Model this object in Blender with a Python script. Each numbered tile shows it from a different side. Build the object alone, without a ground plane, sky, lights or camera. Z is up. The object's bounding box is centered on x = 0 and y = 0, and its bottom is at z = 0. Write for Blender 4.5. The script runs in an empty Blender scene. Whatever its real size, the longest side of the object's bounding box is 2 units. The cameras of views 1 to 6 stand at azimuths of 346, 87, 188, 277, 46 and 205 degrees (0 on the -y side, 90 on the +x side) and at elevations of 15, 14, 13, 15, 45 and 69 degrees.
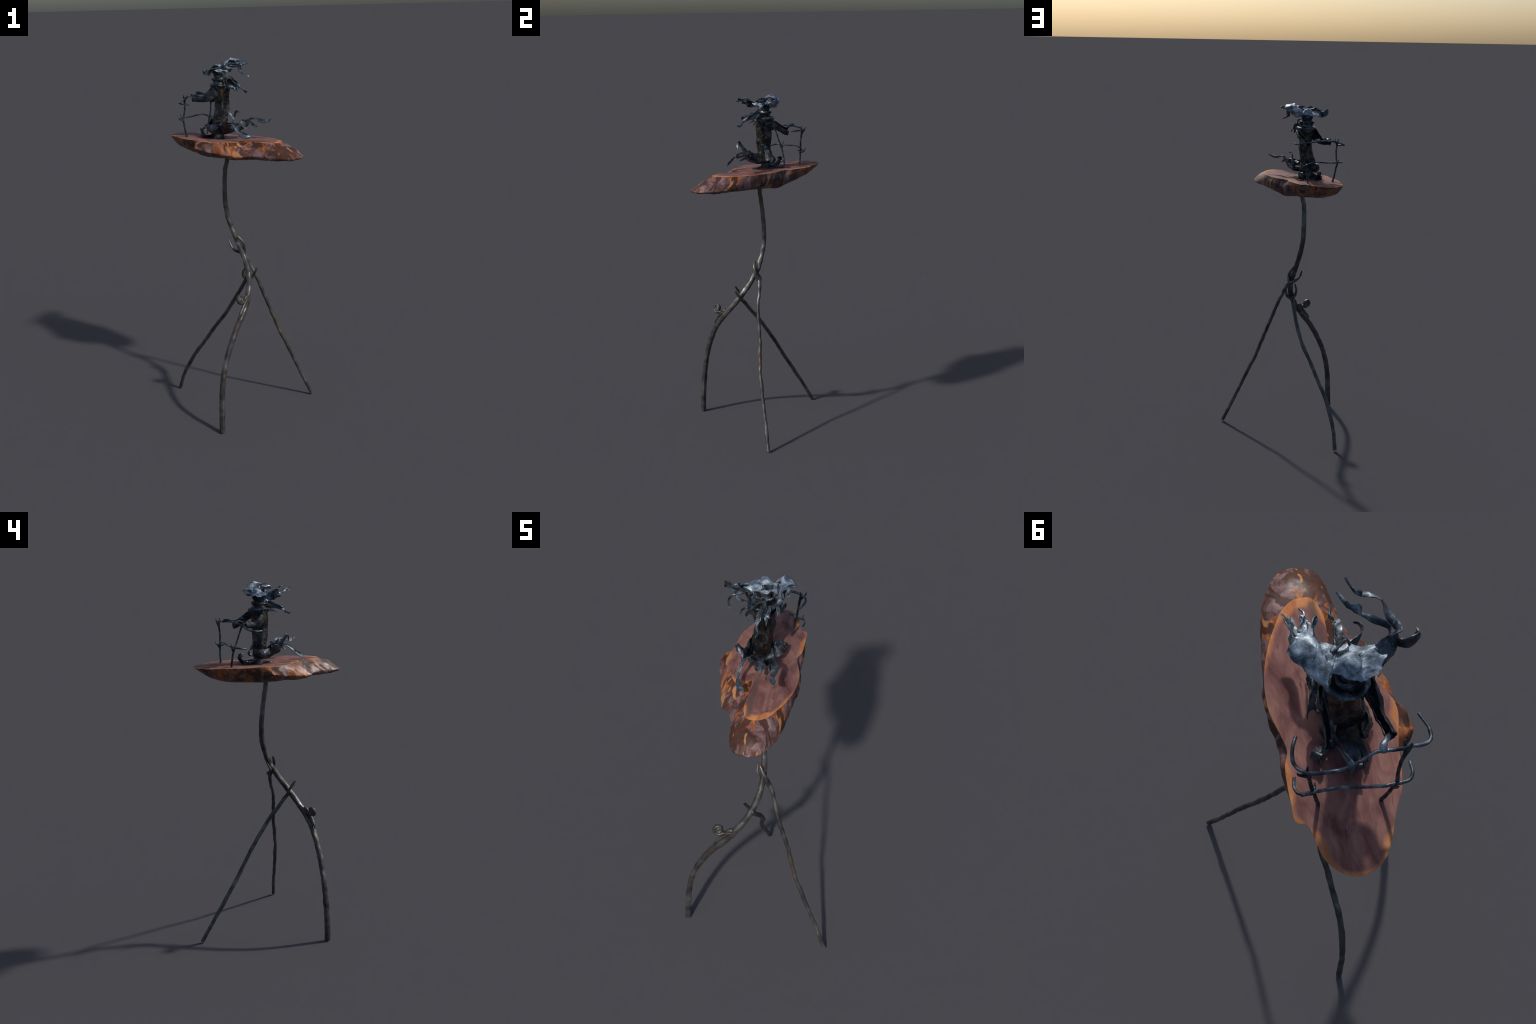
"""Wind-blown traveller of forged sheet iron, leaning on a twig railing,
standing on a live-edge wooden slab that is carried by a forged three-legged stand."""
import bpy, math, random
import numpy as np
from mathutils import Vector, noise

random.seed(11)

# ------------------------------------------------------------------ curves
def spline(pts, n, closed=False):
    """Catmull-Rom (centripetal-free, uniform) through the control points."""
    P = np.array(pts, float)
    k = len(P)
    if closed:
        t = np.linspace(0, k, n, endpoint=False)
        i = np.floor(t).astype(int)
        f = (t - i)[:, None]
        p0, p1, p2, p3 = P[(i - 1) % k], P[i % k], P[(i + 1) % k], P[(i + 2) % k]
    else:
        if k == 2:
            t = np.linspace(0, 1, n)[:, None]
            return P[0] * (1 - t) + P[1] * t
        t = np.linspace(0, k - 1, n)
        i = np.minimum(np.floor(t).astype(int), k - 2)
        f = (t - i)[:, None]
        E = np.vstack([2 * P[0] - P[1], P, 2 * P[-1] - P[-2]])
        p0, p1, p2, p3 = E[i], E[i + 1], E[i + 2], E[i + 3]
    return 0.5 * (2 * p1 + (p2 - p0) * f + (2 * p0 - 5 * p1 + 4 * p2 - p3) * f ** 2
                  + (3 * p1 - p0 - 3 * p2 + p3) * f ** 3)


def unit(v):
    return v / np.maximum(np.linalg.norm(v, axis=-1, keepdims=True), 1e-9)


def wobble(P, amp, freq, seed=0.0):
    """Smooth vector noise added to an array of points."""
    out = P.copy()
    for a in range(len(P)):
        v = noise.noise_vector(Vector((P[a] * freq + seed).tolist()))
        out[a] += amp * np.array(v)
    return out


def crease(P, amp, freq, seed=0.0):
    """Crumpled sheet: soft waves plus sharp ridges where the noise folds over."""
    out = wobble(P, amp, freq, seed)
    for a in range(len(P)):
        q = Vector((P[a] * freq * 1.7 + seed + 4.0).tolist())
        r = 1.0 - 2.0 * abs(noise.noise(q))
        r2 = 1.0 - 2.0 * abs(noise.noise(q * 2.1))
        d = np.array(noise.noise_vector(Vector((P[a] * freq * 0.4 + seed).tolist())))
        out[a] += amp * (0.9 * r + 0.4 * r2) * d / max(np.linalg.norm(d), 0.2)
    return out


def frames(P, side=None):
    """Tangents and parallel-transported side vectors of a path."""
    T = unit(np.gradient(P, axis=0))
    s = np.array(side if side is not None else (0.31, 0.77, 0.2), float)
    S = []
    for t in T:
        s = s - t * (s @ t)
        if np.linalg.norm(s) < 1e-5:
            s = np.cross(t, (0.3, 0.5, 0.8))
        s = s / np.linalg.norm(s)
        S.append(s.copy())
    S = np.array(S)
    return T, S, np.cross(T, S)


# ------------------------------------------------------------------ meshes
def make(name, V, F, mat, parent=None, angle=40.0):
    me = bpy.data.meshes.new(name)
    me.from_pydata([tuple(map(float, v)) for v in V], [], [tuple(f) for f in F])
    me.validate()
    me.update()
    ob = bpy.data.objects.new(name, me)
    bpy.context.scene.collection.objects.link(ob)
    for m in (mat if isinstance(mat, (list, tuple)) else [mat]):
        me.materials.append(m)
    me.shade_smooth()
    me.set_sharp_from_angle(angle=math.radians(angle))
    if parent is not None:
        ob.parent = parent
    return ob


def grid_faces(n, m, off=0, closed=False, flip=False):
    F = []
    for i in range(n - 1):
        for j in range(m if closed else m - 1):
            a, b = off + i * m + j, off + i * m + (j + 1) % m
            c, d = b + m, a + m
            F.append((d, c, b, a) if flip else (a, b, c, d))
    return F


def tube(path, radii, n=60, sides=12, flat=1.0, side=None, hammer=0.0, freq=40.0, seed=0.0, square=0.0, taper_tip=False):
    P = spline(path, n)
    R = spline([(r,) for r in radii], n)[:, 0] if len(radii) > 1 else np.full(n, radii[0])
    T, S, B = frames(P, side)
    V = []
    for i in range(n):
        for j in range(sides):
            a = 2 * math.pi * j / sides
            c, s = math.cos(a), math.sin(a)
            q = 1.0 + square * (1.0 / max(abs(c), abs(s)) - 1.0)
            V.append(P[i] + R[i] * q * (c * S[i] + flat * s * B[i]))
    V = np.array(V)
    if hammer:
        V = wobble(V, hammer, freq, seed)
    F = grid_faces(n, sides, closed=True)
    k = len(V)
    V = np.vstack([V, V[:sides].mean(0), V[-sides:].mean(0)])
    for j in range(sides):
        F.append((k, (j + 1) % sides, j))
        F.append((k + 1, (n - 1) * sides + j, (n - 1) * sides + (j + 1) % sides))
    return V, F


def sheet(G, thick):
    """Give a grid of points (n, m, 3) a thickness: two skins and a border."""
    n, m, _ = G.shape
    N = unit(np.cross(np.gradient(G, axis=0), np.gradient(G, axis=1)))
    V = np.vstack([(G + N * thick / 2).reshape(-1, 3), (G - N * thick / 2).reshape(-1, 3)])
    o = n * m
    F = grid_faces(n, m) + grid_faces(n, m, o, flip=True)
    def idx(i, j):
        return i * m + j
    ring = [idx(0, j) for j in range(m)] + [idx(i, m - 1) for i in range(1, n)] \
        + [idx(n - 1, j) for j in range(m - 2, -1, -1)] + [idx(i, 0) for i in range(n - 2, 0, -1)]
    for a, b in zip(ring, ring[1:] + ring[:1]):
        F.append((b, a, a + o, b + o))
    return V, F


def patch(rows, nu=26, nv=22, thick=0.0026, crumple=0.0, freq=55.0, seed=0.0):
    """A sheet of metal spanned by rows of control points."""
    nv0 = [spline(r, nv) for r in rows]
    A = np.array(nv0)
    G = np.stack([spline(A[:, j], nu) for j in range(nv)], axis=1)
    if crumple:
        G = crease(G.reshape(-1, 3), crumple, freq, seed).reshape(G.shape)
    return sheet(G, thick)


def ribbon(path, widths, side=(0, 0, 1), twist=(0.0,), curl=0.40, n=20, thick=0.0022, crumple=0.0022, seed=0.0):
    """A narrow strip along a path; side = direction of its width at the root, twist in radians."""
    P = spline(path, n)
    W = np.maximum(spline([(w,) for w in widths], n)[:, 0], 0.0006)
    A = spline([(t,) for t in twist], n)[:, 0] if len(twist) > 1 else np.full(n, twist[0])
    T, S, B = frames(P, side)
    m = 5
    G = np.zeros((n, m, 3))
    for i in range(n):
        s = math.cos(A[i]) * S[i] + math.sin(A[i]) * B[i]
        b = np.cross(T[i], s)
        for j in range(m):
            x = j / (m - 1) * 2 - 1
            G[i, j] = P[i] + s * x * W[i] / 2 + b * curl * W[i] * (x * x - 0.4) * 0.5
    if crumple:
        G = crease(G.reshape(-1, 3), crumple, 62.0, seed).reshape(G.shape)
    return sheet(G, thick)


def merge(*parts):
    V, F, o = [], [], 0
    for v, f in parts:
        V.append(np.asarray(v))
        F += [tuple(i + o for i in q) for q in f]
        o += len(v)
    return np.vstack(V), F


# ------------------------------------------------------------------ materials
class Nodes:
    def __init__(self, name):
        self.mat = bpy.data.materials.new(name)
        self.mat.use_nodes = True
        self.t = self.mat.node_tree
        self.bsdf = self.t.nodes["Principled BSDF"]
        tc = self.t.nodes.new("ShaderNodeTexCoord")
        self.obj = tc.outputs["Object"]

    def new(self, kind, **props):
        nd = self.t.nodes.new(kind)
        for k, v in props.items():
            setattr(nd, k, v)
        return nd

    def link(self, a, b):
        self.t.links.new(a, b)

    def mapping(self, scale=(1, 1, 1), rot=(0, 0, 0), loc=(0, 0, 0)):
        m = self.new("ShaderNodeMapping")
        m.inputs["Scale"].default_value = scale
        m.inputs["Rotation"].default_value = rot
        m.inputs["Location"].default_value = loc
        self.link(self.obj, m.inputs["Vector"])
        return m.outputs["Vector"]

    def noise(self, vec, scale, detail=4.0, rough=0.55, distort=0.0):
        n = self.new("ShaderNodeTexNoise")
        n.inputs["Scale"].default_value = scale
        n.inputs["Detail"].default_value = detail
        n.inputs["Roughness"].default_value = rough
        n.inputs["Distortion"].default_value = distort
        self.link(vec, n.inputs["Vector"])
        return n.outputs["Fac"]

    def ramp(self, fac, stops):
        r = self.new("ShaderNodeValToRGB")
        e = r.color_ramp.elements
        while len(e) < len(stops):
            e.new(0.5)
        for el, (p, c) in zip(e, stops):
            el.position = p
            el.color = (c, c, c, 1) if isinstance(c, (int, float)) else (*c, 1)
        self.link(fac, r.inputs["Fac"])
        return r.outputs["Color"]

    def mix(self, fac, a, b, mode="MIX"):
        m = self.new("ShaderNodeMix", data_type="RGBA", blend_type=mode)
        ins = [s for s in m.inputs if s.enabled]
        for s, v in zip(ins, (fac, a, b)):
            if hasattr(v, "is_linked"):
                self.link(v, s)
            elif isinstance(v, (int, float)):
                s.default_value = v
            else:
                s.default_value = (*v, 1)
        return [o for o in m.outputs if o.enabled][0]

    def math(self, op, *vals, clamp=False):
        m = self.new("ShaderNodeMath", operation=op, use_clamp=clamp)
        for s, v in zip(m.inputs, vals):
            if isinstance(v, (int, float)):
                s.default_value = v
            else:
                self.link(v, s)
        return m.outputs[0]

    def bump(self, height, strength, dist):
        b = self.new("ShaderNodeBump")
        b.inputs["Strength"].default_value = strength
        b.inputs["Distance"].default_value = dist
        self.link(height, b.inputs["Height"])
        self.link(b.outputs["Normal"], self.bsdf.inputs["Normal"])


def iron(name, dark, mid, light, rust, rust_amount=0.62, scale=20.0, rough=(0.52, 0.36), metallic=0.55):
    """Forged iron: cloudy dark and paler patches, fine dark flecks and warm rust blooms."""
    m = Nodes(name)
    v = m.mapping()
    n1 = m.noise(v, scale, 3, 0.5, 0.6)
    col = m.ramp(n1, [(0.32, dark), (0.50, mid), (0.68, light)])
    n2 = m.noise(m.mapping(loc=(3.1, 1.7, 0.4)), scale * 0.9, 3, 0.55, 0.6)
    mask = m.ramp(n2, [(rust_amount - 0.05, 0.0), (rust_amount + 0.08, 0.85)])
    col = m.mix(mask, col, rust)
    fine = m.noise(v, scale * 7, 3, 0.6)
    col = m.mix(m.ramp(fine, [(0.34, 0.35), (0.50, 0.0)]), col, dark)
    m.link(col, m.bsdf.inputs["Base Color"])
    m.bsdf.inputs["Metallic"].default_value = metallic
    m.bsdf.inputs["Specular IOR Level"].default_value = 0.4
    m.link(m.ramp(n1, [(0.3, rough[0]), (0.7, rough[1])]), m.bsdf.inputs["Roughness"])
    m.bump(m.noise(v, scale * 2.4, 3, 0.55), 0.35, 0.006)
    return m.mat


IRON_STAND = iron("forged_stand_iron", (0.040, 0.039, 0.040), (0.082, 0.078, 0.077), (0.150, 0.150, 0.156),
                  (0.120, 0.086, 0.062), 0.62, 15)
IRON_HAT = iron("pale_steel", (0.050, 0.068, 0.092), (0.180, 0.235, 0.300), (0.46, 0.53, 0.60),
                (0.10, 0.085, 0.065), 0.70, 34, (0.60, 0.44), 0.28)
IRON_RIBBON = iron("blued_steel", (0.016, 0.021, 0.028), (0.066, 0.086, 0.112), (0.22, 0.27, 0.325),
                   (0.060, 0.042, 0.024), 0.63, 28)
IRON_DARK = iron("dark_sheet_iron", (0.010, 0.012, 0.015), (0.034, 0.041, 0.051), (0.110, 0.130, 0.158),
                 (0.060, 0.036, 0.016), 0.68, 26)
IRON_ROBE = iron("dark_robe_iron", (0.008, 0.008, 0.009), (0.024, 0.026, 0.029), (0.078, 0.086, 0.100),
                 (0.092, 0.042, 0.008), 0.59, 24)


# long grain direction of the slab, seen from above
GRAIN = math.atan2(-0.61, 0.44)

def wood_top():
    m = Nodes("polished_heartwood")
    grain = m.mapping(rot=(0, 0, -GRAIN))

    def stretched(scale, loc=(0, 0, 0)):
        st = m.new("ShaderNodeMapping")
        st.inputs["Scale"].default_value = scale
        st.inputs["Location"].default_value = loc
        m.link(grain, st.inputs["Vector"])
        return st.outputs["Vector"]

    streak = m.noise(stretched((3.5, 8, 6)), 2.4, 4, 0.55, 1.0)
    heart = m.ramp(streak, [(0.30, (0.100, 0.042, 0.041)), (0.5, (0.188, 0.090, 0.082)), (0.70, (0.290, 0.152, 0.120))])
    fine = m.noise(stretched((3, 30, 6)), 9, 4, 0.6)
    heart = m.mix(m.ramp(fine, [(0.34, 0.22), (0.52, 0.0)]), heart, (0.08, 0.040, 0.042))
    crack = m.noise(stretched((9, 60, 6), (2.7, 1.3, 0)), 1.3, 2, 0.5)
    heart = m.mix(m.ramp(crack, [(0.25, 0.85), (0.31, 0.0)]), heart, (0.030, 0.022, 0.024))
    sep = m.new("ShaderNodeSeparateXYZ")
    m.link(m.obj, sep.inputs[0])

    def along(ax, ay, bx, by):
        """Distance from the segment a-b and the position along it."""
        dx, dy = bx - ax, by - ay
        L2 = dx * dx + dy * dy
        px, py = m.math("SUBTRACT", sep.outputs[0], ax), m.math("SUBTRACT", sep.outputs[1], ay)
        t = m.math("ADD", m.math("MULTIPLY", px, dx / L2), m.math("MULTIPLY", py, dy / L2), clamp=True)
        qx = m.math("SUBTRACT", px, m.math("MULTIPLY", t, dx))
        qy = m.math("SUBTRACT", py, m.math("MULTIPLY", t, dy))
        return m.math("SQRT", m.math("ADD", m.math("MULTIPLY", qx, qx), m.math("MULTIPLY", qy, qy))), t

    # heartwood: a branching spine of round pads whose border wavers
    spine = [(-0.292, 0.304, 0.066), (-0.228, 0.195, 0.124), (-0.150, 0.080, 0.136),
             (-0.130, -0.030, 0.098), (0.010, -0.015, 0.092), (0.062, -0.140, 0.074), (0.088, -0.205, 0.030), (-0.165, 0.250, 0.055)]
    dist = None
    for a, b in [(0, 1), (1, 2), (2, 3), (2, 4), (4, 5), (5, 6), (1, 7)]:
        (ax, ay, ar), (bx, by, br) = spine[a], spine[b]
        d, t = along(ax, ay, bx, by)
        d = m.math("SUBTRACT", d, m.math("ADD", m.math("MULTIPLY", t, br - ar), ar))
        dist = d if dist is None else m.math("SMOOTH_MIN", dist, d, 0.02)
    waver = m.noise(m.mapping(), 14, 3, 0.5)
    dist = m.math("ADD", dist, m.math("MULTIPLY", m.math("SUBTRACT", waver, 0.5), 0.020))
    band = m.ramp(m.math("MULTIPLY_ADD", dist, 20.0, 0.5), [(0.44, 0.0), (0.70, 1.0)])
    sap = m.ramp(m.noise(stretched((4, 12, 6)), 4, 4, 0.6), [(0.3, (0.31, 0.112, 0.045)), (0.55, (0.44, 0.180, 0.076)), (0.75, (0.56, 0.29, 0.15))])
    col = m.mix(band, heart, sap)
    # grey-brown stain running from the feet to the pointed end
    d, t = along(-0.085, -0.015, 0.088, -0.248)
    d = m.math("ADD", d, m.math("MULTIPLY", m.math("SUBTRACT", fine, 0.5), 0.02))
    stain = m.ramp(m.math("MULTIPLY", d, 20.0), [(0.10, 0.75), (0.36, 0.0)])
    col = m.mix(stain, col, (0.085, 0.058, 0.050))
    m.link(col, m.bsdf.inputs["Base Color"])
    m.bsdf.inputs["Roughness"].default_value = 0.72
    m.bsdf.inputs["Specular IOR Level"].default_value = 0.10
    m.bump(fine, 0.10, 0.002)
    return m.mat


def wood_side():
    m = Nodes("live_edge_bark")

    def chain(vec, **p):
        st = m.new("ShaderNodeMapping")
        for k, v in p.items():
            st.inputs[k].default_value = v
        m.link(vec, st.inputs["Vector"])
        return st.outputs["Vector"]

    # coordinates whose z runs down the slanting fibres of the live edge
    fib = chain(m.mapping(rot=(0, 0, -GRAIN)), Rotation=(0, 0.53, 0))
    sep = m.new("ShaderNodeSeparateXYZ")
    m.link(m.obj, sep.inputs[0])
    # west flank is stripped to sapwood in streaks; east and south keep plum-grey bark
    west = m.math("MULTIPLY_ADD", m.math("ADD", m.math("MULTIPLY", sep.outputs[0], -0.9), m.math("MULTIPLY", sep.outputs[1], -0.35)), 0.45, 0.0)
    big = m.noise(chain(fib, Scale=(1, 1, 0.34)), 14, 3, 0.52, 0.9)
    big = m.math("ADD", big, m.math("MINIMUM", m.math("MAXIMUM", west, -0.03), 0.03))
    sapn = m.noise(chain(fib, Scale=(1, 1, 0.2)), 75, 3, 0.6)
    sap = m.ramp(sapn, [(0.3, (0.150, 0.044, 0.015)), (0.52, (0.255, 0.082, 0.028)), (0.76, (0.44, 0.190, 0.075))])
    barkn = m.noise(chain(m.obj, Location=(5, 2, 1), Scale=(1, 1, 0.7)), 26, 5, 0.62, 0.6)
    bark = m.ramp(barkn, [(0.32, (0.050, 0.021, 0.016)), (0.46, (0.112, 0.054, 0.047)), (0.58, (0.180, 0.108, 0.112)), (0.78, (0.30, 0.20, 0.18))])
    mask = m.ramp(big, [(0.520, 0.0), (0.550, 1.0)])
    col = m.mix(mask, bark, sap)
    deep = m.noise(chain(fib, Location=(1.5, 7, 3), Scale=(1, 1, 0.30)), 19, 3, 0.52, 0.6)
    col = m.mix(m.ramp(deep, [(0.495, 0.0), (0.54, 0.88)]), col, (0.045, 0.018, 0.012))
    # a few thin honey-coloured lines where the bark has split
    line = m.noise(chain(fib, Location=(9, 4, 2), Scale=(1, 1, 0.13)), 26, 2, 0.5, 0.3)
    col = m.mix(m.ramp(line, [(0.64, 0.0), (0.68, 0.8)]), col, (0.43, 0.195, 0.080))
    m.link(col, m.bsdf.inputs["Base Color"])
    m.bsdf.inputs["Specular IOR Level"].default_value = 0.30
    m.link(m.ramp(barkn, [(0.3, 0.55), (0.7, 0.36)]), m.bsdf.inputs["Roughness"])
    m.bump(m.math("ADD", barkn, m.math("MULTIPLY", big, 0.8)), 0.3, 0.005)
    return m.mat


WOOD_TOP, WOOD_SIDE = wood_top(), wood_side()

# ------------------------------------------------------------------ root
root = bpy.data.objects.new("wind_blown_iron_figure_sculpture", None)
bpy.context.scene.collection.objects.link(root)
root["label"] = "dark forged iron figure on wooden slab and tripod stand"
root["category"] = "sculpture"

# ------------------------------------------------------------------ stand
STEM = [(-0.109, 0.006, 1.500), (-0.107, 0.009, 1.457), (-0.119, 0.016, 1.395), (-0.122, 0.027, 1.299),
        (-0.120, 0.032, 1.204), (-0.106, 0.028, 1.118), (-0.085, 0.012, 1.045), (-0.063, -0.011, 0.978),
        (-0.045, -0.042, 0.925), (-0.034, -0.080, 0.869), (-0.033, -0.122, 0.814), (-0.043, -0.162, 0.762),
        (-0.065, -0.210, 0.703), (-0.097, -0.249, 0.644), (-0.136, -0.276, 0.586), (-0.171, -0.300, 0.517),
        (-0.201, -0.317, 0.451), (-0.227, -0.333, 0.374), (-0.244, -0.344, 0.295), (-0.253, -0.353, 0.213),
        (-0.257, -0.360, 0.118), (-0.261, -0.365, 0.004)]
STEM_R = [0.0105, 0.0105, 0.0105, 0.0110, 0.0112, 0.0115, 0.0115, 0.0118, 0.0122, 0.0125, 0.0125, 0.0128,
          0.0135, 0.0132, 0.0128, 0.0125, 0.0122, 0.0120, 0.0120, 0.0122, 0.0125, 0.0125]
stem = make("stem", *tube(STEM, [r * 1.14 for r in STEM_R], n=260, sides=16, hammer=0.0022, freq=34, square=0.35), IRON_STAND, root, 50)

LEG_E = [(0.372, 0.011, 0.006), (0.343, 0.008, 0.062), (0.302, 0.002, 0.151), (0.248, -0.009, 0.268),
         (0.208, -0.015, 0.356), (0.174, -0.019, 0.424), (0.138, -0.017, 0.518), (0.107, -0.014, 0.599),
         (0.069, -0.018, 0.694), (0.038, -0.019, 0.774), (0.004, -0.008, 0.847), (-0.020, -0.006, 0.898),
         (-0.040, -0.004, 0.925)]
leg_e = make("leg", *tube(LEG_E, [r * 1.10 for r in (0.0095, 0.009, 0.009, 0.0088, 0.0092, 0.0086, 0.0094, 0.0086, 0.009, 0.0085, 0.0085, 0.010, 0.010)],
                          n=170, sides=14, hammer=0.0026, freq=30, seed=5.0, square=0.3), IRON_STAND, root, 50)
LEG_W = [(-0.375, 0.342, 0.005), (-0.356, 0.287, 0.111), (-0.327, 0.240, 0.196), (-0.287, 0.192, 0.287),
         (-0.241, 0.150, 0.366), (-0.191, 0.106, 0.457), (-0.137, 0.059, 0.546), (-0.088, -0.006, 0.656),
         (-0.065, -0.057, 0.724), (-0.048, -0.093, 0.776), (-0.036, -0.116, 0.800)]
leg_w = make("leg", *tube(LEG_W, [r * 1.10 for r in (0.0095, 0.0095, 0.0098, 0.0098, 0.0098, 0.0096, 0.0098, 0.0098, 0.0096, 0.0092, 0.008)],
                          n=160, sides=14, hammer=0.0022, freq=30, seed=9.0, square=0.3), IRON_STAND, root, 50)

# forked tips that grip the stem
def prong(path, radii, owner, seed):
    return make("prong", *tube(path, [r * 1.2 for r in radii], n=44, sides=10, hammer=0.0012, freq=60, seed=seed, square=0.3), IRON_STAND, owner, 50)

prong([(-0.030, -0.006, 0.905), (-0.030, -0.022, 0.940), (-0.034, -0.030, 0.973), (-0.050, -0.032, 1.003), (-0.069, -0.028, 1.023)],
      [0.0080, 0.0078, 0.0072, 0.0068, 0.0056], leg_e, 1.0)
prong([(-0.036, -0.002, 0.915), (-0.056, 0.002, 0.926), (-0.080, -0.008, 0.938), (-0.098, -0.018, 0.958), (-0.108, -0.008, 0.980), (-0.112, 0.001, 1.000)],
      [0.0080, 0.0074, 0.0064, 0.0054, 0.0044, 0.0024], leg_e, 2.0)
prong([(-0.040, -0.108, 0.792), (-0.014, -0.112, 0.802), (-0.002, -0.122, 0.822), (0.004, -0.140, 0.846), (0.009, -0.150, 0.866)],
      [0.0078, 0.0074, 0.0066, 0.0056, 0.0040], leg_w, 3.0)
prong([(-0.042, -0.108, 0.792), (-0.060, -0.114, 0.816), (-0.064, -0.128, 0.843), (-0.058, -0.140, 0.862), (-0.053, -0.147, 0.879)],
      [0.0076, 0.0070, 0.0060, 0.0052, 0.0036], leg_w, 4.0)

# scroll on the front leg: a tapering bar peeled off the leg and rolled up
c, ax = np.array((-0.114, -0.256, 0.726)), unit(np.array((0.62, -0.66, 0.25)))
e1 = unit(np.cross(ax, (0, 0, 1.0)))            # sideways
e2 = np.cross(e1, ax)                           # up
if e1[0] < 0:
    e1 = -e1
coil = []
for k in range(40):
    a = -0.75 - k / 39 * 2 * math.pi * 1.8       # rolls over the top, away from the leg
    r = 0.0265 * (1 - 0.86 * (k / 39))
    coil.append(tuple(c + r * (math.cos(a) * e1 + math.sin(a) * e2)))
bar = [(-0.066, -0.212, 0.716), (-0.080, -0.226, 0.706)] + coil
P = spline(bar, 170)
T, S, B = frames(P, ax)
S = unit(ax - T * (T @ ax)[:, None])
B = np.cross(T, S)
V = []
for i in range(170):
    f = 1 - 0.40 * i / 169
    for j in range(12):
        a = 2 * math.pi * j / 12
        V.append(P[i] + S[i] * 0.0130 * f * math.cos(a) + B[i] * 0.0090 * f * math.sin(a))
V = wobble(np.array(V), 0.0012, 60, 3.0)
F = grid_faces(170, 12, closed=True) + [tuple(range(11, -1, -1)), tuple(169 * 12 + j for j in range(12))]
blob = tube([(-0.058, -0.200, 0.708), (-0.066, -0.212, 0.722), (-0.076, -0.222, 0.722), (-0.086, -0.234, 0.712)], [0.004, 0.012, 0.011, 0.007], n=24, sides=12)
weld = tube([(-0.076, -0.230, 0.706), (-0.100, -0.254, 0.676), (-0.118, -0.268, 0.648), (-0.132, -0.276, 0.622)], [0.0105, 0.009, 0.007, 0.002], n=40, sides=10, hammer=0.001)
core = tube([tuple(c - ax * 0.008), tuple(c + ax * 0.006)], [0.020, 0.017], n=6, sides=20)
make("scroll", *merge((V, F), core, blob, weld), IRON_STAND, stem, 50)

# ------------------------------------------------------------------ wooden slab
TOPZ = 1.570
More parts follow.
